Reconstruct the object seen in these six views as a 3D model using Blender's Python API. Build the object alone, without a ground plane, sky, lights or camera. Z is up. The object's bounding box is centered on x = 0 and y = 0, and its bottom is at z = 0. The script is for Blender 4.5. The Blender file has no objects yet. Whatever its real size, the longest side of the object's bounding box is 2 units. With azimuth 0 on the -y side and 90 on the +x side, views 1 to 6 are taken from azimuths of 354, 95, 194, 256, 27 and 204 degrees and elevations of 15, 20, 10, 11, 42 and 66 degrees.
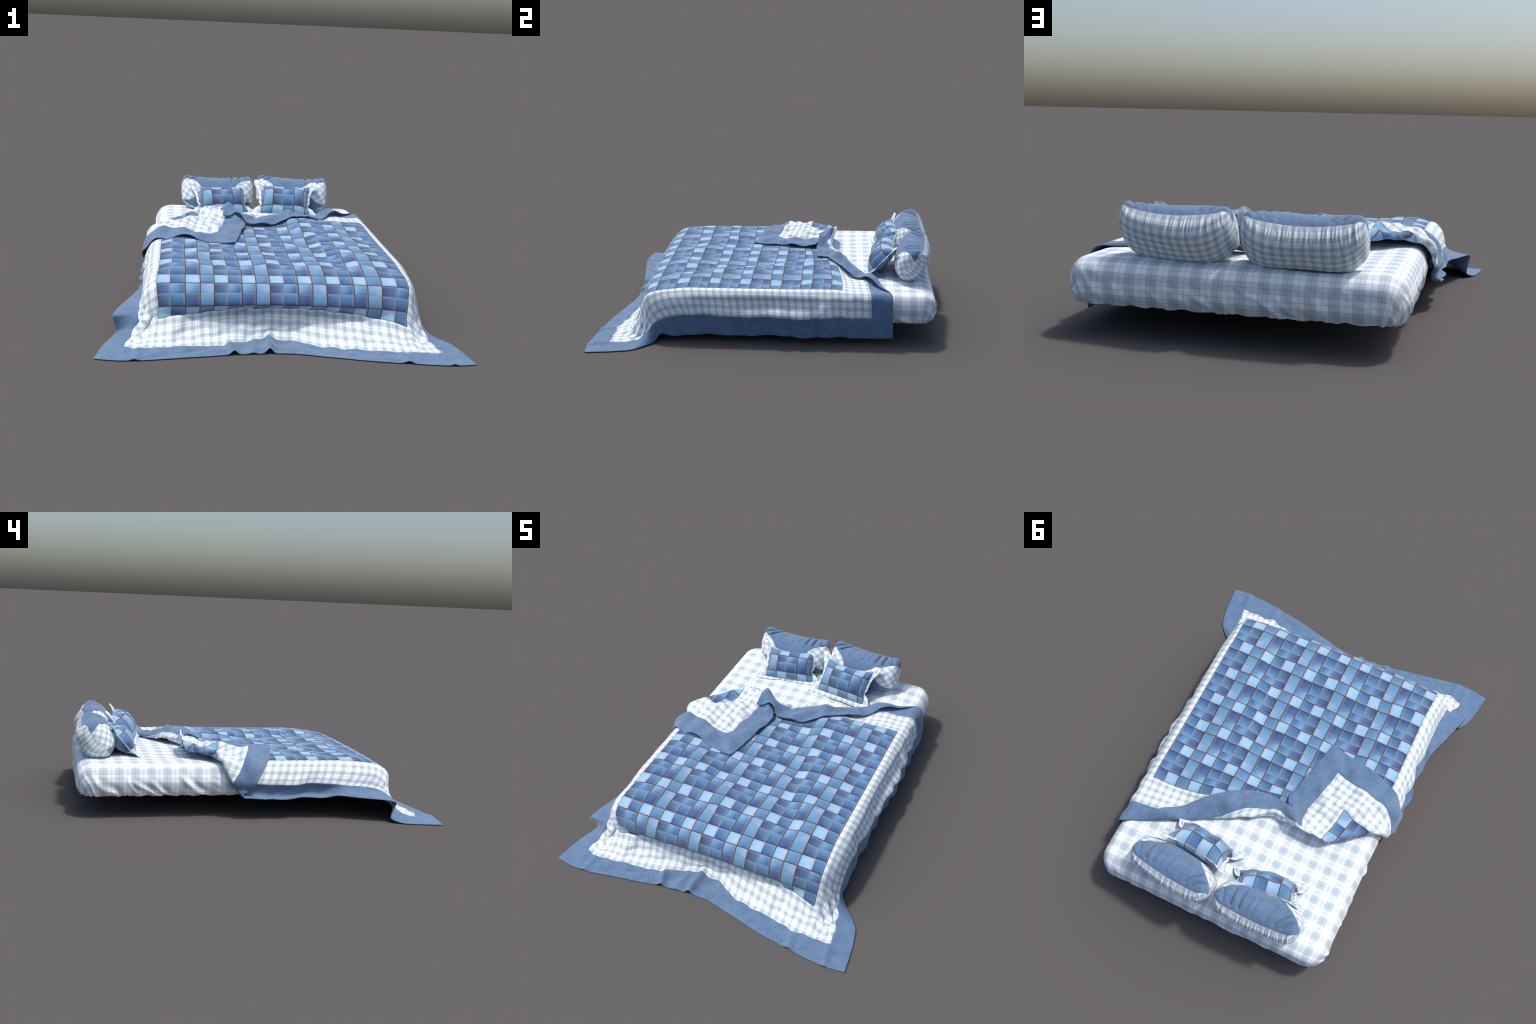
import bpy, math
import numpy as np
from mathutils import Vector

rng = np.random.default_rng(7)

# ------------------------------------------------------------------ helpers
def S(x):                                   # smoothstep
    x = np.clip(x, 0, 1)
    return x * x * (3 - 2 * x)

def gauss(x, y, cx, cy, sx, sy, rot=0.0):
    c, s = math.cos(rot), math.sin(rot)
    dx, dy = x - cx, y - cy
    a, b = (c * dx + s * dy) / sx, (-s * dx + c * dy) / sy
    return np.exp(-(a * a + b * b) / 2)

class Waves:
    """Smooth band-limited noise: a sum of random plane waves."""
    def __init__(self, seed, wavelength, n=14, stretch=(1.0, 1.0)):
        g = np.random.default_rng(seed)
        ang = g.uniform(0, math.tau, n)
        k = math.tau / (wavelength * g.uniform(0.6, 1.7, n))
        self.kx, self.ky = k * np.cos(ang) / stretch[0], k * np.sin(ang) / stretch[1]
        self.ph, self.n = g.uniform(0, math.tau, n), n
    def __call__(self, x, y):
        x, y = np.asarray(x, float), np.asarray(y, float)
        out = np.zeros(np.broadcast(x, y).shape)
        for a, b, p in zip(self.kx, self.ky, self.ph):
            out += np.sin(a * x + b * y + p)
        return out * math.sqrt(2.0 / self.n)

def hermite(xk, yk, x):
    """Monotone cubic through knots xk; yk has the knots on axis 0."""
    xk, yk, x = np.asarray(xk, float), np.asarray(yk, float), np.asarray(x, float)
    one = yk.ndim == 1
    if one:
        yk = yk[:, None]
    h = np.diff(xk)
    d = np.diff(yk, axis=0) / h[:, None]
    m = np.zeros_like(yk)
    m[0], m[-1] = d[0], d[-1]
    w1, w2 = 2 * h[1:] + h[:-1], h[1:] + 2 * h[:-1]
    with np.errstate(divide="ignore", invalid="ignore"):
        hm = (w1 + w2)[:, None] / (w1[:, None] / d[:-1] + w2[:, None] / d[1:])
    m[1:-1] = np.where(d[:-1] * d[1:] > 0, np.nan_to_num(hm), 0)
    i = np.clip(np.searchsorted(xk, x, side="right") - 1, 0, len(xk) - 2)
    t = ((x - xk[i]) / h[i])[..., None]
    t = np.where((x < xk[0])[..., None] | (x > xk[-1])[..., None], t, t)
    hh = h[i][..., None]
    t2, t3 = t * t, t * t * t
    out = (2 * t3 - 3 * t2 + 1) * yk[i] + (t3 - 2 * t2 + t) * hh * m[i] + (3 * t2 - 2 * t3) * yk[i + 1] + (t3 - t2) * hh * m[i + 1]
    return out[..., 0] if one else out

def grid_normals(P):
    n = np.cross(np.gradient(P, axis=1), np.gradient(P, axis=0))
    return n / (np.linalg.norm(n, axis=-1, keepdims=True) + 1e-12)

def grid_faces(rows, cols, offset=0):
    a = (np.arange(rows - 1)[:, None] * cols + np.arange(cols - 1)[None]).ravel() + offset
    return np.stack([a, a + 1, a + cols + 1, a + cols], 1)

def empty(name, parent=None, at=(0, 0, 0)):
    o = bpy.data.objects.new(name, None)
    o.empty_display_size = 0.1
    bpy.context.scene.collection.objects.link(o)
    o.location = at
    if parent is not None:
        o.parent = parent
    return o

def cloth_object(name, flat, draped, faces, mats, parent, face_mat=None, thick=0.0, rim=True, offset=0.0):
    """A piece of cloth: the mesh is the flat pattern piece, its shape key drapes it.
    Generated coordinates then are metres on the flat cloth."""
    used, inv = np.unique(faces, return_inverse=True)
    faces = inv.reshape(faces.shape)
    flat, draped = flat[used], draped[used]
    me = bpy.data.meshes.new(name)
    me.vertices.add(len(flat))
    me.vertices.foreach_set("co", flat.astype(np.float32).ravel())
    n = len(faces)
    me.loops.add(n * 4)
    me.loops.foreach_set("vertex_index", faces.astype(np.int32).ravel())
    me.polygons.add(n)
    me.polygons.foreach_set("loop_start", np.arange(0, n * 4, 4, dtype=np.int32))
    me.polygons.foreach_set("use_smooth", np.ones(n, bool))
    for m in mats:
        me.materials.append(m)
    if face_mat is not None:
        me.polygons.foreach_set("material_index", np.asarray(face_mat, np.int32))
    me.update(calc_edges=True)
    me.validate()
    me.use_auto_texspace = False
    me.texspace_location = (0.5, 0.5, 0.5)
    me.texspace_size = (0.5, 0.5, 0.5)
    o = bpy.data.objects.new(name, me)
    bpy.context.scene.collection.objects.link(o)
    o.shape_key_add(name="flat_pattern")
    k = o.shape_key_add(name="draped")
    k.data.foreach_set("co", draped.astype(np.float32).ravel())
    k.value = 1.0
    if thick:
        s = o.modifiers.new("thickness", "SOLIDIFY")
        s.thickness, s.offset, s.use_rim = thick, offset, rim
    o.parent = parent
    return o

# ---------------------------------------------------------------- materials
class Tree:
    def __init__(self, name, rough=0.9, sheen=0.15):
        self.mat = bpy.data.materials.new(name)
        self.mat.use_nodes = True
        self.t = self.mat.node_tree
        self.b = self.t.nodes["Principled BSDF"]
        self.b.inputs["Roughness"].default_value = rough
        self.b.inputs["Specular IOR Level"].default_value = 0.15
        self.b.inputs["Sheen Weight"].default_value = sheen
        self.b.inputs["Sheen Roughness"].default_value = 0.6
        tc = self.t.nodes.new("ShaderNodeTexCoord")
        self.co = tc.outputs["Generated"]
        sep = self.t.nodes.new("ShaderNodeSeparateXYZ")
        self.t.links.new(self.co, sep.inputs[0])
        self.u, self.v = sep.outputs[0], sep.outputs[1]
    def _in(self, sock, val):
        if isinstance(val, bpy.types.NodeSocket):
            self.t.links.new(val, sock)
        elif isinstance(val, tuple) and sock.type == "RGBA" and len(val) == 3:
            sock.default_value = (*val, 1)
        else:
            sock.default_value = val
    def m(self, op, a, b=0.0, c=0.0, clamp=False):
        n = self.t.nodes.new("ShaderNodeMath")
        n.operation, n.use_clamp = op, clamp
        for s, x in zip(n.inputs, (a, b, c)):
            self._in(s, x)
        return n.outputs[0]
    def step(self, x, lo, hi):
        n = self.t.nodes.new("ShaderNodeMapRange")
        n.interpolation_type = "SMOOTHSTEP"
        self._in(n.inputs["Value"], x)
        n.inputs["From Min"].default_value, n.inputs["From Max"].default_value = lo, hi
        return n.outputs["Result"]
    def mix(self, f, a, b, blend="MIX"):
        n = self.t.nodes.new("ShaderNodeMix")
        n.data_type, n.blend_type = "RGBA", blend
        self._in(n.inputs[0], f)
        self._in(n.inputs[6], a)
        self._in(n.inputs[7], b)
        return n.outputs[2]
    def noise(self, scale, detail=3.0, rough=0.55, stretch=None):
        n = self.t.nodes.new("ShaderNodeTexNoise")
        n.inputs["Scale"].default_value = scale
        n.inputs["Detail"].default_value = detail
        n.inputs["Roughness"].default_value = rough
        src = self.co
        if stretch:
            mp = self.t.nodes.new("ShaderNodeMapping")
            mp.inputs["Scale"].default_value = (*stretch, 1.0)
            self.t.links.new(src, mp.inputs[0])
            src = mp.outputs[0]
        self.t.links.new(src, n.inputs["Vector"])
        return n.outputs["Fac"]
    def bump(self, height, dist, strength=0.5):
        n = self.t.nodes.new("ShaderNodeBump")
        n.inputs["Distance"].default_value = dist
        n.inputs["Strength"].default_value = strength
        self._in(n.inputs["Height"], height)
        self.t.links.new(n.outputs[0], self.b.inputs["Normal"])
    def line(self, x, at, half, soft):
        """1 on a thin line where x == at."""
        d = self.m("ABSOLUTE", self.m("SUBTRACT", x, at))
        return self.m("SUBTRACT", 1.0, self.step(d, half, half + soft))
    def out(self, colour):
        self._in(self.b.inputs["Base Color"], colour)
        return self.mat

def denim_plain(name, base, light):
    t = Tree(name, 0.85, 0.25)
    cloud = t.noise(16, 4, 0.6)
    streak = t.noise(120, 3, 0.6, (1.0, 0.35))
    grain = t.noise(380, 3, 0.8)
    f = t.m("MULTIPLY_ADD", cloud, 0.8, -0.05)
    f = t.m("ADD", f, t.m("MULTIPLY_ADD", streak, 0.7, -0.35))
    f = t.m("ADD", f, t.m("MULTIPLY_ADD", grain, 3.0, -1.5), clamp=True)
    c = t.mix(f, base, light)
    wash = t.step(t.noise(22, 3, 0.6, (1.0, 0.8)), 0.42, 0.72)
    c = t.mix(t.m("MULTIPLY", wash, 0.30), c, (0.190, 0.225, 0.305))
    speck = t.step(grain, 0.60, 0.72)
    c = t.mix(t.m("MULTIPLY", speck, 0.22), c, (0.42, 0.5, 0.6))
    t.bump(grain, 0.0012, 0.5)
    return t.out(c)

def plaid(name, period, white, tint, line_at, line_half, line_dark, soft, ladder=False, shift=(0.0, 0.0)):
    """Woven check: a darker stripe over half of each period, both ways, with thin lines."""
    t = Tree(name, 0.9, 0.1)
    col = white
    masks, lines = [], []
    for axis, sh in ((t.u, shift[0]), (t.v, shift[1])):
        f = t.m("FRACT", t.m("MULTIPLY_ADD", axis, 1.0 / period, sh + 50.0))
        tri = t.m("ABSOLUTE", t.m("SUBTRACT", f, 0.5))        # 0 in the stripe centre
        masks.append(t.m("SUBTRACT", 1.0, t.step(tri, 0.25 - soft, 0.25 + soft)))
        ln = None
        for a in line_at:
            l = t.line(f, a, line_half, line_half * 0.8)
            ln = l if ln is None else t.m("MAXIMUM", ln, l)
        lines.append(ln)
    for mk in masks:
        col = t.mix(mk, col, t.mix(1.0, col, tint, "MULTIPLY"))
    for ln in lines:
        col = t.mix(t.m("MULTIPLY", ln, line_dark), col, (0.16, 0.2, 0.25))
    weave = t.noise(900, 2, 0.6)
    col = t.mix(t.m("MULTIPLY_ADD", weave, 0.22, -0.05), col, t.mix(1.0, col, (0.72, 0.76, 0.8), "MULTIPLY"))
    t.bump(weave, 0.0006, 0.35)
    return t.out(col)

# patchwork: a repeat of 4 columns by 3 rows (A, C, B towards the head end)
COLW, ROW = 0.0665, {"A": 0.0655, "C": 0.066, "B": 0.047}
ORDER = "ACB"
START = {"A": 0.0, "C": ROW["A"], "B": ROW["A"] + ROW["C"]}
PERIOD = sum(ROW.values())
SKY, LAV = (0.25, 0.50, 0.72), (0.43, 0.54, 0.76)
#            first colour            second colour           gradient direction
PATCH = {
    ("A", 0): (SKY, LAV, (1.2, 0.0)),
    ("A", 1): ((0.052, 0.115, 0.280), (0.120, 0.250, 0.455), (0.5, 0.9)),
    ("A", 2): (SKY, LAV, (1.2, -0.1)),
    ("A", 3): ((0.075, 0.175, 0.360), (0.155, 0.300, 0.500), (-0.6, 0.8)),
    ("B", 0): ((0.052, 0.074, 0.195), (0.085, 0.175, 0.375), (1.2, -0.2)),
    ("B", 1): ((0.170, 0.345, 0.580), (0.044, 0.115, 0.300), (1.0, -0.4)),
    ("B", 2): ((0.230, 0.425, 0.650), (0.075, 0.175, 0.385), (0.9, -0.5)),
    ("B", 3): ((0.165, 0.310, 0.560), (0.330, 0.430, 0.650), (1.0, 0.1)),
    ("C", 0): ((0.042, 0.066, 0.180), (0.125, 0.250, 0.415), (0.7, 0.7)),
    ("C", 1): ((0.036, 0.095, 0.245), (0.120, 0.265, 0.485), (0.05, 1.2)),
    ("C", 2): ((0.043, 0.068, 0.195), (0.080, 0.160, 0.345), (-0.6, 0.9)),
    ("C", 3): ((0.110, 0.245, 0.425), (0.165, 0.340, 0.545), (0.1, 1.1)),
}

def patch_material(row, col):
    ca, cb, (gx, gy) = PATCH[row, col]
    ca, cb = ((r * 0.97, g * 1.00, b * 0.95) for r, g, b in (ca, cb))
    h = ROW[row]
    t = Tree("denim_patch_%s%d" % (row.lower(), col + 1), 0.85, 0.2)
    fu = t.m("FRACT", t.m("MULTIPLY_ADD", t.u, 1.0 / COLW, 40.0))
    fv = t.m("FRACT", t.m("MULTIPLY_ADD", t.v, 1.0 / PERIOD, 40.0 - START[row] / PERIOD))
    fv = t.m("MULTIPLY", fv, PERIOD / h)
    x, y = t.m("MULTIPLY", fu, COLW), t.m("MULTIPLY", fv, h)          # metres inside the patch
    cloud = t.noise(35, 3, 0.6)
    g = t.m("ADD", t.m("MULTIPLY_ADD", fu, gx, -gx * 0.5), t.m("MULTIPLY_ADD", fv, gy, -gy * 0.5))
    g = t.m("ADD", t.m("ADD", g, 0.5), t.m("MULTIPLY_ADD", cloud, 0.7, -0.35), clamp=True)
    c = t.mix(g, ca, cb)
    grain = t.noise(420, 3, 0.8)
    c = t.mix(t.m("MULTIPLY_ADD", grain, 2.4, -0.9, clamp=True), c, t.mix(1.0, c, (0.58, 0.63, 0.72), "MULTIPLY"))
    rim = t.m("MINIMUM", t.m("MINIMUM", x, y), t.m("MINIMUM", t.m("SUBTRACT", COLW, x), t.m("SUBTRACT", h, y)))
    painted_vignette = t.m("SUBTRACT", 1.0, t.step(rim, 0.0, 0.015))  # vignette: the patch colour gets darker towards its edges
    c = t.mix(t.m("MULTIPLY", painted_vignette, 0.55), c, t.mix(1.0, c, (0.70, 0.72, 0.78), "MULTIPLY"))
    # doubled hem on the right and on the head side, paler, with two rows of tan thread
    right, top = t.m("SUBTRACT", COLW, x), t.m("SUBTRACT", h, y)
    hem = t.m("SUBTRACT", 1.0, t.step(t.m("MINIMUM", right, top), 0.0095, 0.0115))
    c = t.mix(t.m("MULTIPLY", hem, 0.55), c, t.mix(0.08, t.mix(1.0, c, (1.35, 1.38, 1.32), "MULTIPLY"), (0.50, 0.60, 0.68)))
    for d, along in ((right, y), (top, x)):
        dash = t.step(t.m("ABSOLUTE", t.m("SUBTRACT", t.m("FRACT", t.m("MULTIPLY", along, 1 / 0.0055)), 0.5)), 0.12, 0.2)
        thread = t.m("MAXIMUM", t.line(d, 0.0036, 0.0005, 0.0004), t.line(d, 0.0100, 0.0005, 0.0004))
        c = t.mix(t.m("MULTIPLY", t.m("MULTIPLY", thread, dash), 0.95), c, (0.36, 0.255, 0.11))
        rung = t.m("SUBTRACT", 1.0, dash)
        band = t.line(d, 0.0066, 0.0022, 0.0006)
        c = t.mix(t.m("MULTIPLY", t.m("MULTIPLY", rung, band), 0.6), c, (0.05, 0.08, 0.14))
    # dark seam shadows between overlapping patches
    edges = []
    if col != 1:
        edges.append(x)                       # left edge (columns 1|2 are sewn flat)
    if col != 0:
        edges.append(right)
    if row != "B":
        edges.append(y)
    if row != "C":
        edges.append(top)
    e = edges[0]
    for q in edges[1:]:
        e = t.m("MINIMUM", e, q)
    dark = t.m("SUBTRACT", 1.0, t.step(e, 0.0012, 0.0034))
    c = t.mix(t.m("MULTIPLY", dark, 0.94), c, (0.036, 0.034, 0.036))
    t.bump(grain, 0.0012, 0.45)
    return t.out(c)

DENIM = denim_plain("denim_border", (0.058, 0.118, 0.222), (0.160, 0.270, 0.425))
WHITE = (0.88, 0.92, 0.95)
TINT = (0.72, 0.765, 0.795)
GINGHAM = plaid("gingham_small", 0.0425, WHITE, (0.685, 0.735, 0.765), (0.0, 1.0, 0.5), 0.016, 0.38, 0.04)
GINGHAM_PILLOW = plaid("gingham_pillow", 0.0365, WHITE, (0.69, 0.735, 0.765), (0.10, 0.90, 0.40, 0.60), 0.011, 0.34, 0.03)
GINGHAM_SHEET = plaid("plaid_sheet", 0.0830, WHITE, TINT, (0.0, 1.0, 0.5), 0.007, 0.55, 0.012)
PATCH_KEYS = [(r, c) for r in ORDER for c in range(4)]
PATCH_MATS = {k: patch_material(*k) for k in PATCH_KEYS}

# ================================================================= mattress
MX, HX, YT, YB = 0.010, 0.635, 1.000, -0.670
TOP_Z, SHOULDER = 0.288, 0.090

def mattress_surface():
    """Fitted sheet: a flat square of cloth bent over a rounded slab."""
    drop = 0.262
    ax, ay = HX - SHOULDER, (YT - YB) / 2 - SHOULDER
    nx, ny = 190, 250
    a, b = np.meshgrid(np.linspace(-ax - drop, ax + drop, nx), np.linspace(-ay - drop, ay + drop, ny))
    rc = 0.012                                                    # plan rounding of the corners
    qx, qy = np.abs(a) - (ax - rc), np.abs(b) - (ay - rc)
    px, py = np.maximum(qx, 0), np.maximum(qy, 0)
    pw = 2.6
    dist = (px ** pw + py ** pw) ** (1 / pw)
    s = np.maximum(dist - rc, 0)
    # direction away from the inner rectangle
    e = np.hypot(px, py) + 1e-9
    dx, dy = px / e * np.sign(a), py / e * np.sign(b)
    inner = np.minimum(dist, rc)
    cx = np.sign(a) * np.minimum(np.abs(a), ax - rc) + dx * inner
    cy = np.sign(b) * np.minimum(np.abs(b), ay - rc) + dy * inner
    ks = [0, .03, .06, .09, .12, .15, .18, .21, .24, .30]
    ko = [0, .030, .057, .0765, .0865, .090, .0865, .077, .060, .035]
    kz = [0, -.002, -.013, -.034, -.062, -.092, -.122, -.149, -.168, -.165]
    out, z = hermite(ks, ko, s), hermite(ks, kz, s)
    # slanting drag folds on the drop, deeper towards the elastic edge
    along = np.where(px > py, b * np.sign(a), -a * np.sign(b))
    w = Waves(3, 0.16, 10)(along, s * 0.3)
    g = np.random.default_rng(17)
    fold = np.zeros(a.shape)
    ids = np.where(px > py, np.where(a > 0, 0, 1), np.where(b > 0, 2, 3))
    for side in range(4):
        on = ids == side
        t0 = -0.95
        while t0 < 0.95:
            amp, wid, lean = g.uniform(0.35, 1.2), g.uniform(0.010, 0.020), g.uniform(0.8, 1.5)
            start, reach = g.uniform(0.06, 0.12), g.uniform(0.06, 0.10)
            t = along - lean * s - t0 + 0.010 * w
            ridge = np.exp(-(t / wid) ** 2) - 0.75 * np.exp(-((t - 2.0 * wid) / (1.3 * wid)) ** 2)
            fold += np.where(on, (0.55 if side == 2 else 1.0) * amp * ridge * S((s - start) / reach), 0)
            t0 += g.uniform(0.045, 0.11)
    yy = (YT + YB) / 2 + b
    open_side = np.where(ids == 0, S((yy - 0.70) / 0.1), np.where(ids == 1, S((yy - 0.12) / 0.1), np.where(ids == 3, 0.0, 1.0)))
    out = out + fold * 0.0085 * open_side - 0.010 * S((s - 0.08) / 0.08) * (1 - open_side)
    rim = S((s - 0.19) / 0.06)
    z = z + rim * (0.002 * np.sin(along * 105 + 3 * w) + 0.0025 * np.sin(along * 63) + 0.002 * fold)
    top = 0.0025 * Waves(9, 0.35)(a, b) * (1 - S(s / 0.05))
    x, y = MX + cx + dx * out, (YT + YB) / 2 + cy + dy * out
    P = np.stack([x, y, TOP_Z + z + top], -1)
    return a, b, P, s, drop

mattress = empty("mattress")
mattress["label"] = "thick double mattress in a pale blue plaid fitted sheet"
mattress["category"] = "mattress"
a, b, P, s, drop = mattress_surface()
F = grid_faces(*a.shape)
keep = (s.ravel()[F] < drop + 0.004).all(1)
flat = np.stack([a, b, a * 0], -1).reshape(-1, 3)
cloth_object("fitted_sheet", flat + [2, 2, 0], P.reshape(-1, 3), F[keep], [GINGHAM_SHEET], mattress, thick=0.003, offset=-1)
# underside of the mattress, closed just above the elastic edge
ang = np.linspace(0, math.tau, 96, endpoint=False)
sq = lambda v: np.sign(v) * np.abs(v) ** 0.22
ux, uy = MX + (HX - 0.040) * sq(np.cos(ang)), (YT + YB) / 2 + ((YT - YB) / 2 - 0.040) * sq(np.sin(ang))
rings = np.concatenate([np.stack([ux * k + MX * (1 - k), (uy - 0.165) * k + 0.165, ux * 0 + 0.131 + 0.004 * (1 - k)], -1) for k in (1.0, 0.66, 0.33, 0.02)])
f = [[r * 96 + i, (r + 1) * 96 + i, (r + 1) * 96 + (i + 1) % 96, r * 96 + (i + 1) % 96] for r in range(3) for i in range(96)]
cloth_object("mattress_underside", rings + [2, 2, 0], rings, np.array(f), [GINGHAM_SHEET], mattress)

# ================================================================ comforter
WB, WG, Q = 0.124, 0.160, COLW * 9              # border, gingham band, half quilt width
GM, U = Q + WG, Q + WG + WB
V0 = WB + WG                                     # where the patchwork starts
VQ = V0 + 7 * PERIOD + ROW["A"]
V = VQ + WG + WB
YOFF = 1.136                                     # flat bed: y = v - YOFF
TOPC = 0.304

def axis(parts):
    out = [0.0]
    for length, n in parts:
        out += list(out[-1] + length * np.arange(1, n + 1) / n)
    return np.array(out)

NB, NG, NC = 17, 22, 9
NR = {"A": 9, "C": 9, "B": 7}
row_list = [r for _ in range(7) for r in "ACB"] + ["A"]
uu = axis([(WB, NB), (WG, NG)] + [(COLW, NC)] * 18 + [(WG, NG), (WB, NB)]) - U
vv = axis([(WB, NB), (WG, NG)] + [(ROW[r], NR[r]) for r in row_list] + [(WG, NG), (WB, NB)])
GU, GV = np.meshgrid(uu, vv)

w_top, w_fine = Waves(21, 0.24, 14, (1.0, 1.5)), Waves(22, 0.09)

def relief(x, y):
    """Soft hollows and swells of the quilt on top of the bed (plan coordinates)."""
    xv = -0.355 + 0.13 * (y + 0.5)                           # valley on the left
    end = S((y + 0.66) / 0.16)
    left = 0.019 * S((x + 0.60) / 0.13) * (1 - S((x - (xv - 0.075)) / 0.075)) * end
    xr = hermite([-0.8, -0.5, -0.25, 0.1, 0.3, 0.6], [0.36, 0.33, 0.235, 0.165, 0.11, 0.05], y)
    right = S((x - xr) / 0.075) * (1 - S((x - xr - 0.06) / np.maximum(0.56 - xr, 0.1)))
    right = right * (0.018 + 0.007 * S((y + 0.1) / 0.5)) * end
    hump = 0.012 * gauss(x, y, 0.36, 0.36, 0.18, 0.10) + 0.008 * gauss(x, y, 0.02, 0.30, 0.09, 0.08)
    dent = -0.016 * gauss(x, y, -0.345, -0.015, 0.022, 0.06, -0.25) - 0.010 * gauss(x, y, 0.08, 0.18, 0.05, 0.05)
    mid = 0.005 * gauss(x, y, -0.10, -0.30, 0.06, 0.35, 0.15) - 0.004 * gauss(x, y, 0.04, -0.2, 0.05, 0.3, 0.2)
    inside = S((0.60 - np.abs(x)) / 0.1) * S((y + 0.70) / 0.1)
    fade = 1 - S((y - 0.41) / 0.13)
    return (left + right + hump) * fade - 0.008 * (1 - fade) + dent + (mid + 0.0042 * w_top(x, y) + 0.0010 * w_fine(x, y)) * inside

# cross sections of the hanging sides: flat distance from the middle -> x, z
SIDE_R = np.array([(0.30, 0.299, 0), (0.50, 0.497, 0.0), (0.55, 0.546, 0.001), (0.5985, 0.592, 0.000), (0.63, 0.621, -0.008),
                   (0.66, 0.643, -0.031), (0.70, 0.655, -0.069), (0.7585, 0.664, -0.137), (0.82, 0.662, -0.200), (0.8825, 0.660, -0.262), (0.97, 0.658, -0.35)])
SIDE_L = np.array([(0.30, 0.300, 0), (0.50, 0.490, 0.0), (0.55, 0.535, 0.001), (0.5985, 0.578, 0.000), (0.63, 0.605, -0.009),
                   (0.66, 0.629, -0.030), (0.70, 0.645, -0.066), (0.7585, 0.656, -0.112), (0.795, 0.632, -0.142), (0.835, 0.632, -0.176), (0.8825, 0.678, -0.186), (0.97, 0.72, -0.19)])

w_side = Waves(31, 0.22, 10)

def over_bed(px, py, h, flap):
    """Plan position on the flattened bed + height above the top layer -> point in space."""
    a = np.abs(px)
    left = px < 0
    out = []
    for tab in (SIDE_R, SIDE_L):
        aa = np.maximum(a, tab[0, 0])
        xz = hermite(tab[:, 0], tab[:, 1:], aa)
        d = hermite(tab[:, 0], tab[:, 1:], aa + 0.004) - hermite(tab[:, 0], tab[:, 1:], aa - 0.004)
        d /= np.linalg.norm(d, axis=-1, keepdims=True)
        x = np.where(a < tab[0, 0], a * tab[0, 1] / tab[0, 0], xz[..., 0])
        nx = np.where(a < tab[0, 0], 0, -d[..., 1])
        nz = np.where(a < tab[0, 0], 1, d[..., 0])
        out.append((x, np.where(a < tab[0, 0], 0, xz[..., 1]), nx, nz))
    (xr, zr, nxr, nzr), (xl, zl, nxl, nzl) = out
    # the plain hanging profile carries whatever is folded on top on the left
    x, z = np.where(left, xl, xr), np.where(left, zl, zr)
    nx, nz = np.where(left, nxl, nxr), np.where(left, nzl, nzr)
    depth = np.clip((a - 0.60) / 0.2825, 0, 1.2)
    side = S((a - 0.64) / 0.12)
    # loose waves of the hanging cloth
    ripple = w_side(py * 1.0, np.where(left, 3.0, 0.0)) * 0.6 + np.sin(py * 26 + np.where(left, 0.7, 2.1) + 1.5 * w_side(py, py * 0 + 7)) * 0.55
    x = x + ripple * 0.0095 * side
    z = z + 0.004 * np.sin(py * 17 + 1.0) * side
    # long horizontal trough half way down the right side
    x = x + np.where(left, 0, 1) * (0.027 * gauss(a, py, 0.752, 0.06, 0.020, 0.20) - 0.019 * gauss(a, py, 0.695, 0.04, 0.020, 0.22)
                                    + 0.010 * gauss(a, py, 0.72, -0.20, 0.03, 0.025, 0.9) + 0.010 * gauss(a, py, 0.72, 0.34, 0.03, 0.02, -0.7)
                                    + 0.006 * np.sin(py * 55) * S((py - 0.42) / 0.1) * gauss(a, py, 0.69, 0.55, 0.03, 0.2))
    shift = np.where(left, 0.10 * depth * S((1.0 - py) / 0.5), depth * np.interp(py, [-0.5, 0.7], [0.065, 0.007]))
    y = py + shift
    x = x + nx * h
    xs = np.where(left, -x, x)
    z = TOPC + z + nz * h + relief(xs, y) * (1 - S((a - 0.585) / 0.06))
    return np.stack([xs, y, z], -1)

# ---- how the head end is thrown back: crest line, hem line (plan), cloth row of the crest
CREST = np.array([  # u, crest x, crest y, crest row in the cloth
    (-0.9800, -0.965, -0.035, 1.101), (-0.8825, -0.8825, 0.038, 1.174), (-0.760, -0.760, 0.135, 1.271), (-0.637, -0.637, 0.232, 1.368), (-0.540, -0.540, 0.309, 1.445),
    (-0.470, -0.468, 0.366, 1.500), (-0.400, -0.395, 0.405, 1.552), (-0.330, -0.322, 0.408, 1.590), (-0.220, -0.215, 0.395, 1.640), (-0.096, -0.096, 0.392, 1.682),
    (0.035, 0.035, 0.458, 1.716), (0.195, 0.195, 0.535, 1.752), (0.400, 0.395, 0.640, 1.812), (0.560, 0.556, 0.715, 1.862), (0.640, 0.636, 0.7445, 1.8806), (0.9, 0.9, 0.745, 1.8808)])
HEM = np.array([    # u, hem x, hem y, height above the bed cloth
    (-0.8825, -0.222, -0.068, 0.006), (-0.70, -0.180, 0.110, 0.010), (-0.56, -0.148, 0.245, 0.012), (-0.50, -0.133, 0.302, 0.012), (-0.45, -0.150, 0.325, 0.030), (-0.41, -0.200, 0.315, 0.044),
    (-0.37, -0.236, 0.302, 0.040), (-0.32, -0.205, 0.312, 0.046), (-0.27, -0.165, 0.328, 0.052), (-0.21, -0.135, 0.322, 0.040), (-0.14, -0.112, 0.306, 0.022), (-0.096, -0.096, 0.296, 0.012),
    (0.035, 0.030, 0.300, 0.008), (0.195, 0.205, 0.395, 0.007), (0.40, 0.405, 0.565, 0.006), (0.56, 0.560, 0.690, 0.004), (0.640, 0.636, 0.7445, 0.0), (0.9, 0.9, 0.745, 0.0)])
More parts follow.
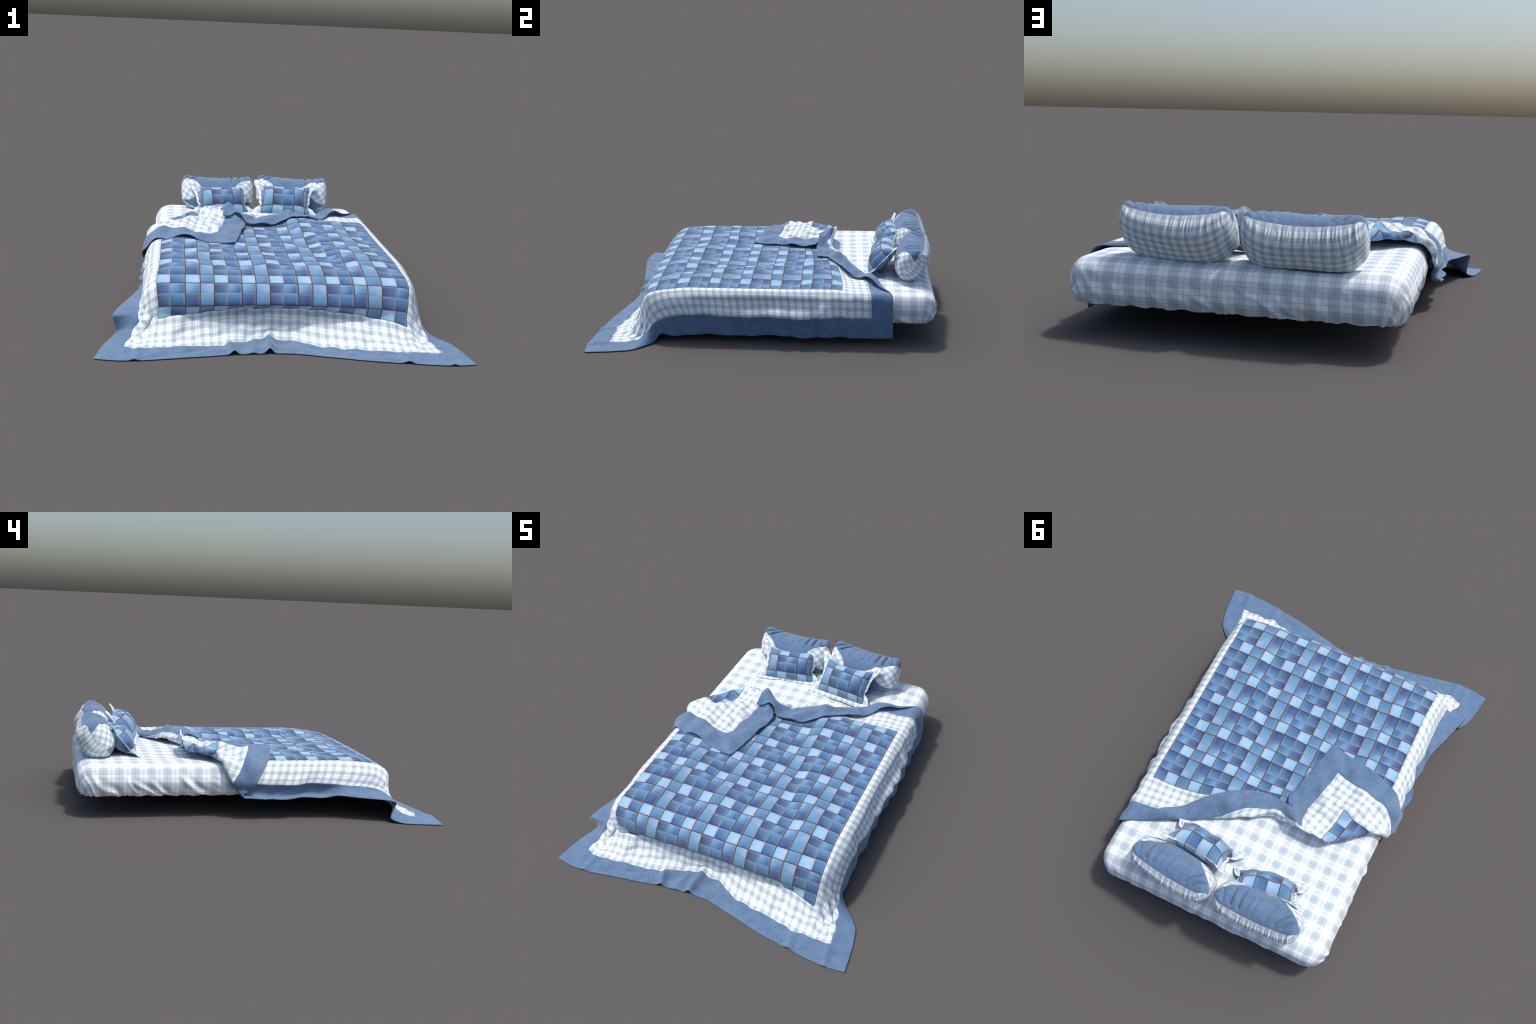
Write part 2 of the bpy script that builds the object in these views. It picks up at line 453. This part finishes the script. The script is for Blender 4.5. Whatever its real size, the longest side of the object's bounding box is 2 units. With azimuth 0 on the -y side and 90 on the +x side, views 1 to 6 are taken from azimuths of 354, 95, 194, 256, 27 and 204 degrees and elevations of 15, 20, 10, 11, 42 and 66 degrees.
MID = np.array([    # u, inner edge of the denim border: x, y, height
    (-0.90, -0.60, 0.10, 0.0), (-0.50, -0.233, 0.297, 0.006), (-0.44, -0.240, 0.350, 0.020), (-0.38, -0.246, 0.388, 0.034), (-0.32, -0.232, 0.404, 0.046), (-0.26, -0.200, 0.402, 0.050), (-0.20, -0.158, 0.384, 0.036),
    (-0.096, -0.098, 0.362, 0.020), (0.035, 0.035, 0.405, 0.012), (0.195, 0.195, 0.50, 0.0), (0.90, 0.9, 0.7, 0.0)])

w_flap, w_gath = Waves(41, 0.13, 12), Waves(42, 0.055, 12)

def folded(GU, GV):
    K = hermite(CREST[:, 0], CREST[:, 1:], GU)
    kx, ky, vc = K[..., 0], K[..., 1], K[..., 2]
    H = hermite(HEM[:, 0], HEM[:, 1:], GU)
    room = V - vc
    r = np.clip(room / math.pi * 0.8, 0.0006, (0.018 + 0.016 * np.exp(-((GU + 0.27) / 0.10) ** 2) - 0.006 * S((GU + 0.05) / 0.15)) * (1 - 0.5 * S((-0.60 - GU) / 0.16)))
    s = GV - vc
    a_s = np.abs(s)
    turn = math.pi / 2 * r
    inward = np.where(a_s < turn, r * (1 - np.cos(np.minimum(a_s / r, math.pi / 2))), r + a_s - turn)
    # --- lower layer
    ve = vc - inward - 0.57 * r * S(a_s / 0.3) * 0
    k = S(1 - (vc - ve) / 0.36)
    fx, fy = GU, ve - YOFF
    lx = fx + (kx - GU) * k
    ly = fy + (ky - (vc - YOFF)) * k
    # --- upper layer: from the crest back to the hem
    rr = np.maximum(room, 1e-4)
    full = np.where(rr < turn, r * (1 - np.cos(np.minimum(rr / r, math.pi / 2))), r + rr - turn)
    t = np.clip(inward / full, 0, 1)
    tx, ty = kx + (H[..., 0] - kx) * t, ky + (H[..., 1] - ky) * t
    M = hermite(MID[:, 0], MID[:, 1:], GU)
    vm = np.clip((V - WB - vc) / rr, 0.2, 0.8)
    w = np.clip(s / rr, 0, 1)
    arch = np.where(w < vm, np.sin(math.pi / 2 * w / vm), np.cos(math.pi / 2 * (w - vm) / (1 - vm))) * S((GU + 0.58) / 0.06) * (1 - S((GU - 0.04) / 0.14))
    tx = tx + arch * (M[..., 0] - (kx + (H[..., 0] - kx) * vm))
    ty = ty + arch * (M[..., 1] - (ky + (H[..., 1] - ky) * vm))
    # rigid mirror image for the big corner flap on the left (keeps the checks square)
    n = np.array([-0.62, 0.7846])
    dd = (GU + 0.637) * n[0] + (GV - YOFF - 0.232) * n[1]
    dd = np.maximum(dd, 0)
    inw = np.where(dd < turn, r * (1 - np.cos(np.minimum(dd / r, math.pi / 2))), r + dd - turn)
    mx, my = GU - n[0] * (dd + inw), GV - YOFF - n[1] * (dd + inw)
    wl = (1 - S((GU + 0.50 - 0.09 * np.clip((V - GV) / 0.124, 0, 1)) / 0.05)) * S(s / 0.02)
    tx, ty = tx + (mx - tx) * wl, ty + (my - ty) * wl
    up = s > 0
    px, py = np.where(up, tx, lx), np.where(up, ty, ly)
    th = np.clip(s / r, -math.pi / 2, math.pi / 2)
    roll = r * (1 + np.sin(th))
    past = np.maximum(s - turn, 0)
    lie = H[..., 2] * S((w - 0.4 * vm) / (1 - 0.4 * vm)) + arch * M[..., 2]
    hgt = np.where(up & (s > turn), 0.009 + (2 * r - 0.009) * np.exp(-past / 0.10) + lie, roll)
    flap = S(s / 0.04)
    # swells in the flap and the bunched knot
    hgt = hgt + flap * (0.030 * gauss(px, py, -0.40, 0.20, 0.085, 0.055, 0.6) + 0.012 * gauss(px, py, -0.27, 0.335, 0.065, 0.045, 0.3) - 0.014 * gauss(px, py, -0.045, 0.375, 0.007, 0.03, -0.6) - 0.010 * gauss(px, py, 0.0, 0.36, 0.006, 0.03, -0.8) + 0.010 * gauss(px, py, -0.19, 0.365, 0.010, 0.05, 0.5)
                        + 0.016 * gauss(px, py, -0.56, 0.12, 0.05, 0.05) - 0.010 * gauss(px, py, -0.43, 0.10, 0.09, 0.011, -0.35)
                        + 0.010 * gauss(px, py, -0.36, 0.19, 0.012, 0.08, 0.3) - 0.009 * gauss(px, py, -0.325, 0.20, 0.010, 0.07, 0.3) + 0.008 * gauss(px, py, -0.27, 0.10, 0.010, 0.07, -0.25)
                        + 0.0095 * np.maximum(w_flap(px, py), -0.8) * (1 - S((px - 0.45) / 0.15)))
    hgt = hgt + up * 0.008 * np.sin(math.pi * np.clip(t, 0, 1)) * S((GU + 0.20) / 0.12) * (1 - S((GU - 0.10) / 0.40)) * (1 + 0.35 * w_flap(GU * 0.7 + 2, GV * 0.7))
    near = np.exp(-(s / 0.07) ** 2) * (1 - S((GU - 0.1) / 0.3)) * S((GU + 0.80) / 0.2)
    hgt = hgt + near * 0.003 * (1 + w_gath(GU * 0.6, GV * 0.6))
    bunch = np.exp(-(s / 0.05) ** 2) * S((GU + 0.62) / 0.1) * (1 - S((GU - 0.02) / 0.2))
    py = py + bunch * 0.003 * w_gath(GU * 0.8 + 3, GV)
    hgt = hgt + flap * S((np.abs(px) - 0.6) / 0.08) * 0.006
    hgt = np.maximum(hgt, 0)
    return over_bed(px, py, hgt, flap)

# ---- foot end: hand placed control net (columns u, rows v) for cloth falling to the floor
NET_U = [-U, -GM, -0.68, -Q, -0.40, -0.20, 0.0, 0.20, 0.40, Q, 0.68, GM, U]
NET = {
    0.000: [(-.849, -.942, 0), (-.727, -.961, 0), (-.650, -.958, 0), (-.570, -.945, 0), (-.380, -.912, 0), (-.190, -.880, 0), (0, -.868, 0), (.200, -.908, 0), (.400, -.955, 0), (.585, -.983, 0), (.665, -.994, 0), (.745, -.9995, 0), (.847, -.989, 0)],
    0.124: [(-.832, -.830, 0), (-.724, -.832, .014), (-.655, -.858, .010), (-.585, -.850, .010), (-.380, -.810, .010), (-.200, -.768, .012), (0, -.735, .014), (.200, -.810, .008), (.400, -.846, .006), (.590, -.870, .006), (.660, -.874, .004), (.727, -.873, .004), (.834, -.870, 0)],
    0.200: [(-.812, -.746, .001), (-.705, -.768, .028), (-.645, -.785, .028), (-.582, -.785, .036), (-.385, -.745, .055), (-.195, -.712, .065), (0, -.698, .066), (.200, -.738, .055), (.398, -.772, .045), (.588, -.800, .030), (.655, -.800, .012), (.714, -.790, .007), (.822, -.800, 0)],
    0.284: [(-.772, -.670, .028), (-.674, -.722, .078), (-.636, -.722, .075), (-.579, -.716, .103), (-.388, -.696, .132), (-.195, -.684, .146), (0, -.682, .150), (.200, -.690, .144), (.396, -.708, .124), (.585, -.736, .086), (.655, -.732, .030), (.702, -.722, .014), (.806, -.736, .001)],
    0.3495: [(-.787, -.694, .110), (-.665, -.695, .122), (-.636, -.702, .128), (-.577, -.718, .165), (-.388, -.744, .180), (-.195, -.742, .186), (0, -.741, .188), (.200, -.740, .184), (.396, -.735, .174), (.590, -.716, .149), (.656, -.692, .075), (.688, -.675, .044), (.768, -.682, .003)],
    0.4155: [(-.770, -.636, .124), (-.665, -.660, .148), (-.642, -.686, .176), (-.583, -.714, .229), (-.388, -.722, .236), (-.195, -.722, .240), (0, -.722, .241), (.200, -.720, .238), (.396, -.714, .232), (.594, -.697, .209), (.652, -.666, .130), (.677, -.640, .088), (.716, -.626, .004)],
    0.4625: [(-.750, -.570, .126), (-.661, -.618, .163), (-.645, -.660, .213), (-.588, -.680, .266), (-.388, -.683, .271), (-.195, -.685, .273), (0, -.685, .274), (.200, -.684, .273), (.396, -.681, .270), (.599, -.676, .254), (.648, -.650, .176), (.671, -.603, .123), (.668, -.580, .046)],
    0.528: [(-.727, -.500, .128), (-.656, -.558, .173), (-.642, -.608, .240), (-.586, -.618, .290), (-.389, -.622, .292), (-.195, -.622, .293), (0, -.621, .293), (.200, -.622, .293), (.396, -.621, .292), (.598, -.612, .283), (.647, -.596, .226), (.668, -.545, .150), (.668, -.515, .032)],
    0.642: [(-.692, -.385, .133), (-.656, -.450, .182), (-.634, -.496, .250), (-.579, -.510, .300), (-.388, -.497, .304), (-.195, -.497, .303), (0, -.496, .303), (.200, -.497, .303), (.396, -.497, .303), (.592, -.505, .296), (.646, -.482, .252), (.665, -.443, .166), (.661, -.430, .038)],
}

def comforter_points():
    P = folded(GU, GV)
    rows = sorted(NET)
    net = np.array([NET[r] for r in rows])
    extra = [0.75, 0.88, 1.05]
    more = np.array([over_bed(np.array(NET_U), np.full(len(NET_U), e - YOFF), np.zeros(len(NET_U)), None) for e in extra])
    knots = np.concatenate([net, more])
    near = vv < 0.80
    across = np.stack([hermite(NET_U, r, uu) for r in knots])          # knots x u x 3
    low = hermite(rows + extra, across.reshape(len(knots), -1), vv[near]).reshape(near.sum(), len(uu), 3)
    lu, lv = GU[near], GV[near]
    # wrinkles where the cloth bends onto the floor, and the two tucks in the front hem
    wz = Waves(51, 0.11, 12)
    fl = S(lv / 0.05) * (1 - S((lv - 0.26) / 0.10)) * (1 - S((np.abs(lu) - 0.60) / 0.25))
    low[..., 2] += fl * 0.0035 * (1 + wz(lu, lv * 0.8))
    low[..., 1] += fl * 0.006 * wz(lu + 5, lv)
    for u0, wdt, amp, lean in ((-0.075, 0.016, 0.034, 0.10), (-0.245, 0.016, 0.026, -0.12), (0.555, 0.020, 0.016, -0.15), (-0.155, 0.02, 0.009, 0.2), (-0.705, 0.018, 0.010, 0.2), (0.76, 0.016, 0.010, -0.1)):
        c = np.abs((lu - u0 - lean * lv) / wdt)
        low[..., 2] += amp * np.exp(-c ** 1.6) * (1 - S((lv - 0.08) / 0.14))
    for u0, wdt, amp in ((0.36, 0.035, 0.008), (0.49, 0.03, 0.010), (-0.33, 0.04, 0.010), (-0.45, 0.05, 0.008), (-0.52, 0.04, 0.008)):
        low[..., 1] -= amp * np.exp(-((lu - u0 + 0.35 * (lv - 0.2)) / wdt) ** 2) * S((lv - 0.07) / 0.06) * (1 - S((lv - 0.26) / 0.05))
    # bunched folds at the two foot corners
    for sgn in (-1, 1):
        d = (sgn * lu - Q) + 0.9 * (lv - V0)                        # runs diagonally across the corner
        env = np.exp(-((sgn * lu - 0.70) / 0.07) ** 2 - ((lv - 0.27) / 0.12) ** 2)
        low[..., 0] += sgn * env * 0.015 * np.sin(d * 70 + sgn)
        low[..., 1] -= env * 0.010 * np.cos(d * 60)
    inner = S((np.abs(lu) < Q) * 1.0) * S((lv - 0.50) / 0.12)
    low[..., 2] += relief(low[..., 0], low[..., 1]) * inner * (1 - S((lv - 0.62) / 0.13)) * 1.0
    low[..., 2] = np.maximum(low[..., 2], 0.0016 + 0 * lv)
    k = S((lv - 0.63) / 0.13)[..., None]
    P[near] = low * (1 - k) + P[near] * k
    return P

P = comforter_points()

def smooth(P, mask, n):
    for _ in range(n):
        A = P.copy()
        A[1:-1] += 0.25 * (P[2:] + P[:-2] - 2 * P[1:-1])
        A[:, 1:-1] += 0.25 * (P[:, 2:] + P[:, :-2] - 2 * P[:, 1:-1])
        P = P + (A - P) * mask
    return P

P = smooth(P, np.ones(GU.shape + (1,)) * 0.8, 2)
P = smooth(P, (S((-0.70 - GU) / 0.06) * S((GV - 0.95) / 0.1))[..., None], 4)
# quilting: every patch is slightly padded, its seams lie lower
ic = (GU + Q) / COLW
fu = np.abs(ic - np.round(ic)) * COLW
edges_v = np.concatenate([[V0], V0 + np.cumsum([ROW[r] for r in row_list])])
fv = np.abs(GV[..., None] - edges_v).min(-1)
inq = (np.abs(GU) <= Q + 1e-6) & (GV >= V0 - 1e-6) & (GV <= VQ + 1e-6)
pad = np.where(inq, 0.0011 * S(np.minimum(fu, fv) / 0.014), 0)
P = P + grid_normals(P) * pad[..., None]

comforter = empty("comforter")
comforter["label"] = "blue denim patchwork comforter with gingham band, corner folded back"
comforter["category"] = "comforter"
nu, nv = len(uu), len(vv)
flat = np.stack([GU + Q + 4 * COLW * 10, GV - V0 + PERIOD * 10, GU * 0], -1).reshape(-1, 3)
flatP = P.reshape(-1, 3)
F = grid_faces(nv, nu)
ci, ri = np.meshgrid(np.arange(nu - 1), np.arange(nv - 1))
ci, ri = ci.ravel(), ri.ravel()
border = (ci < NB) | (ci >= nu - 1 - NB) | (ri < NB) | (ri >= nv - 1 - NB)
b2 = NB + NG
band = ~border & ((ci < b2) | (ci >= nu - 1 - b2) | (ri < b2) | (ri >= nv - 1 - b2))
TH = 0.0030
cloth_object("denim_border", flat, flatP, F[border], [DENIM], comforter, thick=TH)
cloth_object("gingham_band", flat, flatP, F[band], [GINGHAM], comforter, thick=TH, rim=False)
# patches
pu = (ci - b2) // NC
starts = np.concatenate([[0], np.cumsum([NR[r] for r in row_list])]) + b2
pv = np.searchsorted(starts, ri, side="right") - 1
quilt = ~border & ~band
# how well each patch shows: open to the sky, not under the flap
FN = np.cross(flatP[F[:, 1]] - flatP[F[:, 0]], flatP[F[:, 3]] - flatP[F[:, 0]])
score = {}
vcr = hermite(CREST[:, 0], CREST[:, 3], GU)
hidden = ((GV > vcr - 0.26) & (GU > -0.62) & (GU < 0.12)).ravel()[F].mean(1)
for c in range(18):
    for r in range(len(row_list)):
        k = quilt & (pu == c) & (pv == r)
        score[c, r] = (np.linalg.norm(FN[k], axis=1) * (1 - 0.9 * hidden[k]) * (0.6 + 0.4 * np.maximum(FN[k][:, 2], 0) / (np.linalg.norm(FN[k], axis=1) + 1e-12))).sum()
best = set(sorted(score, key=score.get, reverse=True)[:300])
rest_f, rest_m = [], []
for c in range(18):
    for r in range(len(row_list)):
        if (c, r) not in best:
            k = quilt & (pu == c) & (pv == r)
            rest_f.append(F[k])
            rest_m += [PATCH_KEYS.index((row_list[r], c % 4))] * int(k.sum())
panel = cloth_object("patchwork_panel", flat, flatP, np.concatenate(rest_f), [PATCH_MATS[k] for k in PATCH_KEYS], comforter, face_mat=rest_m, thick=TH, rim=False)
panel["kind"] = "stuff"
for r in range(len(row_list)):
    for c in range(18):
        if (c, r) in best:
            k = quilt & (pu == c) & (pv == r)
            cloth_object("denim_patch", flat, flatP, F[k], [PATCH_MATS[row_list[r], c % 4]], panel, thick=TH, rim=False)

# ============================================================ sleeping pillows
def frame(yaw, tilt):
    ex = np.array([math.cos(yaw), math.sin(yaw), 0.0])
    back = np.array([-math.sin(yaw), math.cos(yaw), 0.0])
    eh = back * math.cos(tilt) + np.array([0, 0, 1.0]) * math.sin(tilt)
    return ex, eh, np.cross(ex, eh)                    # right, up along the pillow, front

def pillow(centre, yaw, tilt, hw, hh, seed, label, lift=0.06):
    thing = empty("pillow")
    thing["label"], thing["category"] = label, "pillow"
    ex, eh, en = frame(yaw, tilt)
    wv, wb = Waves(seed, 0.10, 12), Waves(seed + 1, 0.30, 8)
    g = np.random.default_rng(seed)

    def point(a, b, front, detail=1.0):
        """a, b in -1..1 over the pillow, front +1 / back -1."""
        x = hw * a * (1 + 0.035 * (1 - b * b) - 0.02 * S((b - 0.7) / 0.3))
        yt = hh * (0.90 - 0.12 * (1 - a * a) - 0.12 * S((np.abs(a) - 0.86) / 0.14) ** 2)
        yb = -hh * 1.06 + lift * np.clip((np.abs(a) - 0.25) / 0.75, 0, 1) ** 2.2 * np.where(a < 0, 1.0, 0.75)
        y = yb + (yt - yb) * (b + 1) / 2
        rim = np.clip((1 - np.abs(a) ** 4.6), 0, 1) ** 0.42 * np.clip((1 - np.abs(b) ** 2.2), 0, 1) ** 0.5
        t = np.where(front > 0, 0.090, 0.102) * rim
        z = front * t
        # the fill sags: rolled over the top at the front, low belly at the back
        y = y + np.where(front > 0, 0.016 + 0.010 * S((np.abs(a) - 0.72) / 0.2) * S((b - 0.1) / 0.6), -0.010) * rim
        top = np.exp(-(1 - b) * hh / 0.045) * S((1 - b) * 40)
        bot = np.exp(-(1 + b) * hh / 0.035) * S((1 + b) * 40)
        ends = np.exp(-(1 - np.abs(a)) * hw / 0.03) * S((1 - np.abs(a)) * 40)
        pleat = np.zeros(np.broadcast(a, b).shape)
        k = -0.97
        gr = np.random.default_rng(seed + (7 if front > 0 else 3))
        while k < 0.97:
            wid, amp, reach, fan = gr.uniform(0.0030, 0.0052), gr.uniform(0.5, 1.3), gr.uniform(0.03, 0.085), gr.uniform(-0.06, 0.06) + 0.06 * k
            c = (a - k - fan * (1 - b)) * hw
            pleat += amp * (np.exp(-(c / wid) ** 2) - 0.6 * np.exp(-((c - 2.1 * wid) / wid) ** 2)) * np.exp(-(1 - b) * hh / reach)
            k += gr.choice([gr.uniform(0.040, 0.065), gr.uniform(0.06, 0.13)])
        pleat = pleat * S((1 - b) * 30) * np.clip((1 - np.abs(a)) * 9, 0, 1)
        up = np.clip(b, 0, 1) ** 1.4 * 0.85                 # share of the surface normal that points along the pillow
        out = np.sqrt(1 - up * up)
        ruck = detail * np.where(front < 0, 0.0058, 0.0007) * pleat
        z, y = z + front * out * ruck, y + up * ruck
        # deep tucks in the denim towards the ears
        for a0, slant, dep in () if detail == 0 else ((0.40, 0.03, 0.019), (0.60, 0.02, 0.021), (-0.64, 0.46, 0.020), (-0.84, 0.50, 0.018), (-0.30, 0.16, 0.004), (0.05, 0.10, 0.004), (0.20, 0.12, 0.005), (0.82, -0.10, 0.010)):
            c = np.abs(a - a0 - slant * (b - 0.6)) * hw
            dent = np.where(front > 0, dep, 0) * np.exp(-(c / 0.0064) ** 1.5) * S((b - 0.05) / 0.5) * S((1 - b) * 14)
            z, y = z - front * out * dent, y - up * dent
        z = z + front * 0.003 * wb(a * hw, b * hh) * S((1 - np.abs(b)) * 4) * S((1 - np.abs(a)) * 4)
        # the top seam is pulled backwards in the middle, ears stay forward
        z = z - 0.024 * S((b - 0.2) / 0.8) * (1 - a * a)
        z = z + 0.010 * S((np.abs(a) - 0.8) / 0.2) * S((np.abs(b) - 0.7) / 0.3)
        P = np.asarray(centre) + x[..., None] * ex + y[..., None] * eh + z[..., None] * en
        return P

    def sheet(name, A, B, front, mat, turn=0.0):
        P = point(A, B, front)
        P[..., 2] = np.maximum(P[..., 2], TOP_Z + 0.002)
        # arc-length-like flat coordinates so the checks do not stretch
        G = point(A, B, front, 0.0)
        du = np.linalg.norm(np.gradient(G, axis=1), axis=-1)
        cu = np.cumsum(du, 1)
        cu = cu - cu[:, [cu.shape[1] // 2]]
        dv = np.linalg.norm(np.gradient(G, axis=0), axis=-1)
        cv = np.cumsum(dv, 0)
        cv = cv - cv[[cv.shape[0] // 2]]
        if turn:
            look = math.copysign(0.85, turn) * ex + 0.52 * en
            w1 = np.cross(eh, look)
            fx, fy = P @ w1 * 1.1, P @ eh * 1.1
        else:
            fx, fy = 0.5 * (cu + A * hw * 1.1), 0.6 * cv + 0.4 * B * hh * 1.7
        c_, s_ = math.cos(turn), math.sin(turn)
        fl = np.stack([c_ * fx - s_ * fy + 2, s_ * fx + c_ * fy + 2, fx * 0], -1)
        f = grid_faces(*A.shape)
        if front < 0:
            f = f[:, ::-1]
        q = P.reshape(-1, 3)
        area = np.linalg.norm(np.cross(q[f[:, 2]] - q[f[:, 0]], q[f[:, 3]] - q[f[:, 1]]), axis=1)
        f = f[area > 1e-8]
        return cloth_object(name, fl.reshape(-1, 3), P.reshape(-1, 3), f, [mat], thing)

    # grids denser towards the seams
    def dense(n, p=0.62):
        q = np.linspace(-1, 1, n)
        return np.sin(q * math.pi / 2) * p + q * (1 - p)
    b = dense(76)
    aw = 1 - 0.54 * np.clip(1 - np.abs((b + 0.27) / 0.73) ** 2.0, 0, 1) ** 0.8       # edge of the denim
    A0 = np.linspace(-1, 1, 280)[None] * aw[:, None]
    sheet("denim_front", A0, np.repeat(b[:, None], 280, 1), 1.0, DENIM)
    q = np.sin(np.linspace(0, 1, 44) * math.pi / 2)
    for sgn in (-1, 1):
        A1 = sgn * (aw[:, None] + (1 - aw[:, None]) * q[None])
        if sgn < 0:
            A1 = A1[:, ::-1]
        sheet("gingham_wing", A1, np.repeat(b[:, None], 44, 1), 1.0, GINGHAM_PILLOW, sgn * 0.62)
    A2 = np.repeat(dense(320, 0.4)[None], 76, 0)
    sheet("gingham_back", A2, np.repeat(b[:, None], 320, 1), -1.0, GINGHAM_PILLOW)
    return thing

pillow((0.228, 0.876, 0.399), -0.115, 0.94, 0.218, 0.118, 101, "plump pillow with gingham back, denim front and gingham wings")
pillow((-0.243, 0.886, 0.390), 0.0, 0.88, 0.220, 0.118, 202, "plump gingham pillow with denim front panel, leaning back")

# ================================================================ cushions
def cushion(centre, yaw, tilt, hw, hh, seed, label):
    thing = empty("cushion")
    thing["label"], thing["category"] = label, "cushion"
    ex, eh, en = frame(yaw, tilt)
    iw, ih = 5.0 * COLW / 2, 0.205 / 2
    fl = 0.033
    wv = Waves(seed, 0.12, 10)
    # rows of the cover, bottom to top
    cuts = [-ih, -ih + 0.034, -ih + 0.034 + ROW["C"], -ih + 0.034 + ROW["C"] + ROW["B"], ih]
    cols = [-iw, -iw + 0.028, -iw + 0.028 + COLW, -iw + 0.028 + 2 * COLW, -iw + 0.028 + 3 * COLW, -iw + 0.028 + 4 * COLW, iw]
    def ax(c):
        out = [c[0]]
        for p, q in zip(c[:-1], c[1:]):
            n = max(3, int(round((q - p) / 0.0058)))
            out += list(p + (q - p) * np.arange(1, n + 1) / n)
        return np.array(out)
    xs, ys = ax(cols), ax(cuts)
    X, Y = np.meshgrid(xs, ys)
    sx, sy = (hw - fl) / iw, (hh - fl) / ih

    def place(x, y, z):
        """x, y: flat cover coordinates; pinched mid-edges, flange swept onto the bed."""
        a, b = x / iw, y / ih
        px = x * sx * (1 - 0.11 * (1 - np.minimum(b * b, 1)) * np.abs(a) ** 3)
        py = y * sy * (1 - 0.25 * (1 - np.minimum(a * a, 1)) * np.abs(b) ** 3 * np.where(b > 0, 1.0, 0.15))
        # bottom spreads forward
        low = S((-b - 0.35) / 0.6)
        px = px * (1 + 0.04 * low)
        P = np.asarray(centre) + px[..., None] * ex + py[..., None] * eh + z[..., None] * en
        f = np.array([-ex[1], ex[0], 0])
        kink = np.exp(-((b + 0.45) / 0.16) ** 2) * S((np.abs(a) - 0.9) / 0.12)
        P = P - ex * (np.sign(a) * kink * 0.016)[..., None]
        P = P - f * (S((-b - 0.6) / 0.5) * 0.022)[..., None]
        return P
    def puff(x, y, front):
        a, b = np.clip(np.abs(x / iw), 0, 1), np.clip(np.abs(y / ih), 0, 1)
        k = (1 - a ** 2.8) ** 0.62 * (1 - b ** 2.4) ** 0.70 * (1 - 0.12 * np.clip(y / ih, -1, 1))
        e = np.minimum(np.abs(x[..., None] - np.array(cols)).min(-1), np.abs(y[..., None] - np.array(cuts)).min(-1))
        return front * ((0.076 if front > 0 else 0.046) * k + 0.0016 * S(e / 0.014) * k ** 0.3 + 0.0025 * wv(x, y) * k)
    faces, mats, fl_all, dr_all, off = [], [], [], [], 0
    order = "ACBA"
    for front in (1, -1):
        Pd = place(X, Y, puff(X, Y, front))
        Pd[..., 2] = np.maximum(Pd[..., 2], TOP_Z + 0.004)
        fx = X - cols[1] + 3 * COLW + 40 * COLW
        fy = Y - cuts[1] + ROW["A"] + 10 * PERIOD
        f = grid_faces(*X.shape, offset=off)
        if front < 0:
            f = f[:, ::-1]
        cx = np.searchsorted(cols, (0.5 * (X[:-1, :-1] + X[1:, 1:])).ravel(), side="right") - 1
        ry = np.searchsorted(cuts, (0.5 * (Y[:-1, :-1] + Y[1:, 1:])).ravel(), side="right") - 1
        mats += [PATCH_KEYS.index((order[r], (2 + c) % 4)) for c, r in zip(cx, ry)]
        fl_all.append(np.stack([fx, fy, X * 0], -1).reshape(-1, 3))
        dr_all.append(Pd.reshape(-1, 3))
        faces.append(f)
        off += X.size
    cover = cloth_object("patchwork_cover", np.concatenate(fl_all), np.concatenate(dr_all), np.concatenate(faces), [PATCH_MATS[k] for k in PATCH_KEYS], thing, face_mat=mats)
    cover["kind"] = "stuff"
    # flange: a flat gingham strip right round
    n = 90
    t = np.linspace(-1, 1, n)
    loop = np.concatenate([np.stack([t * iw, t * 0 - ih], -1)[:-1], np.stack([t * 0 + iw, t * ih], -1)[:-1], np.stack([-t * iw, t * 0 + ih], -1)[:-1], np.stack([t * 0 - iw, -t * ih], -1)[:-1]])
    k = len(loop)
    m = 7
    R = np.linspace(-0.10, 1, m)
    ux, uy = fl / sx, fl / sy
    grow = np.stack([np.stack([loop[:, 0] + np.sign(loop[:, 0]) * S((np.abs(loop[:, 0]) / iw - 0.0) / 1.0) ** 14 * ux * r * 1.0, loop[:, 1] + np.sign(loop[:, 1]) * (np.abs(loop[:, 1]) / ih) ** 14 * uy * r], -1) for r in R])
    gx, gy = grow[..., 0], grow[..., 1]
    # stretch the strips so corners stay square
    wave = 0.0022 * wv(gx * 1.2, gy * 1.2) * R[:, None].clip(0)
    Pf = place(gx, gy, wave)
    Pf[..., 2] = np.maximum(Pf[..., 2], TOP_Z + 0.0045)
    Pf = np.concatenate([Pf, Pf[:, :1]], 1)
    flf = np.stack([gx * sx + 2, gy * sy + 2, gx * 0], -1)
    flf = np.concatenate([flf, flf[:, :1]], 1)
    cloth_object("gingham_flange", flf.reshape(-1, 3), Pf.reshape(-1, 3), grid_faces(m, k + 1), [GINGHAM_PILLOW], thing, thick=0.0024)
    return thing

cushion((0.165, 0.716, 0.384), -0.125, 0.88, 0.194, 0.131, 5, "small denim patchwork cushion with gingham flange")
cushion((-0.224, 0.768, 0.368), 0.16, 0.92, 0.192, 0.122, 8, "small patchwork cushion leaning on a pillow")
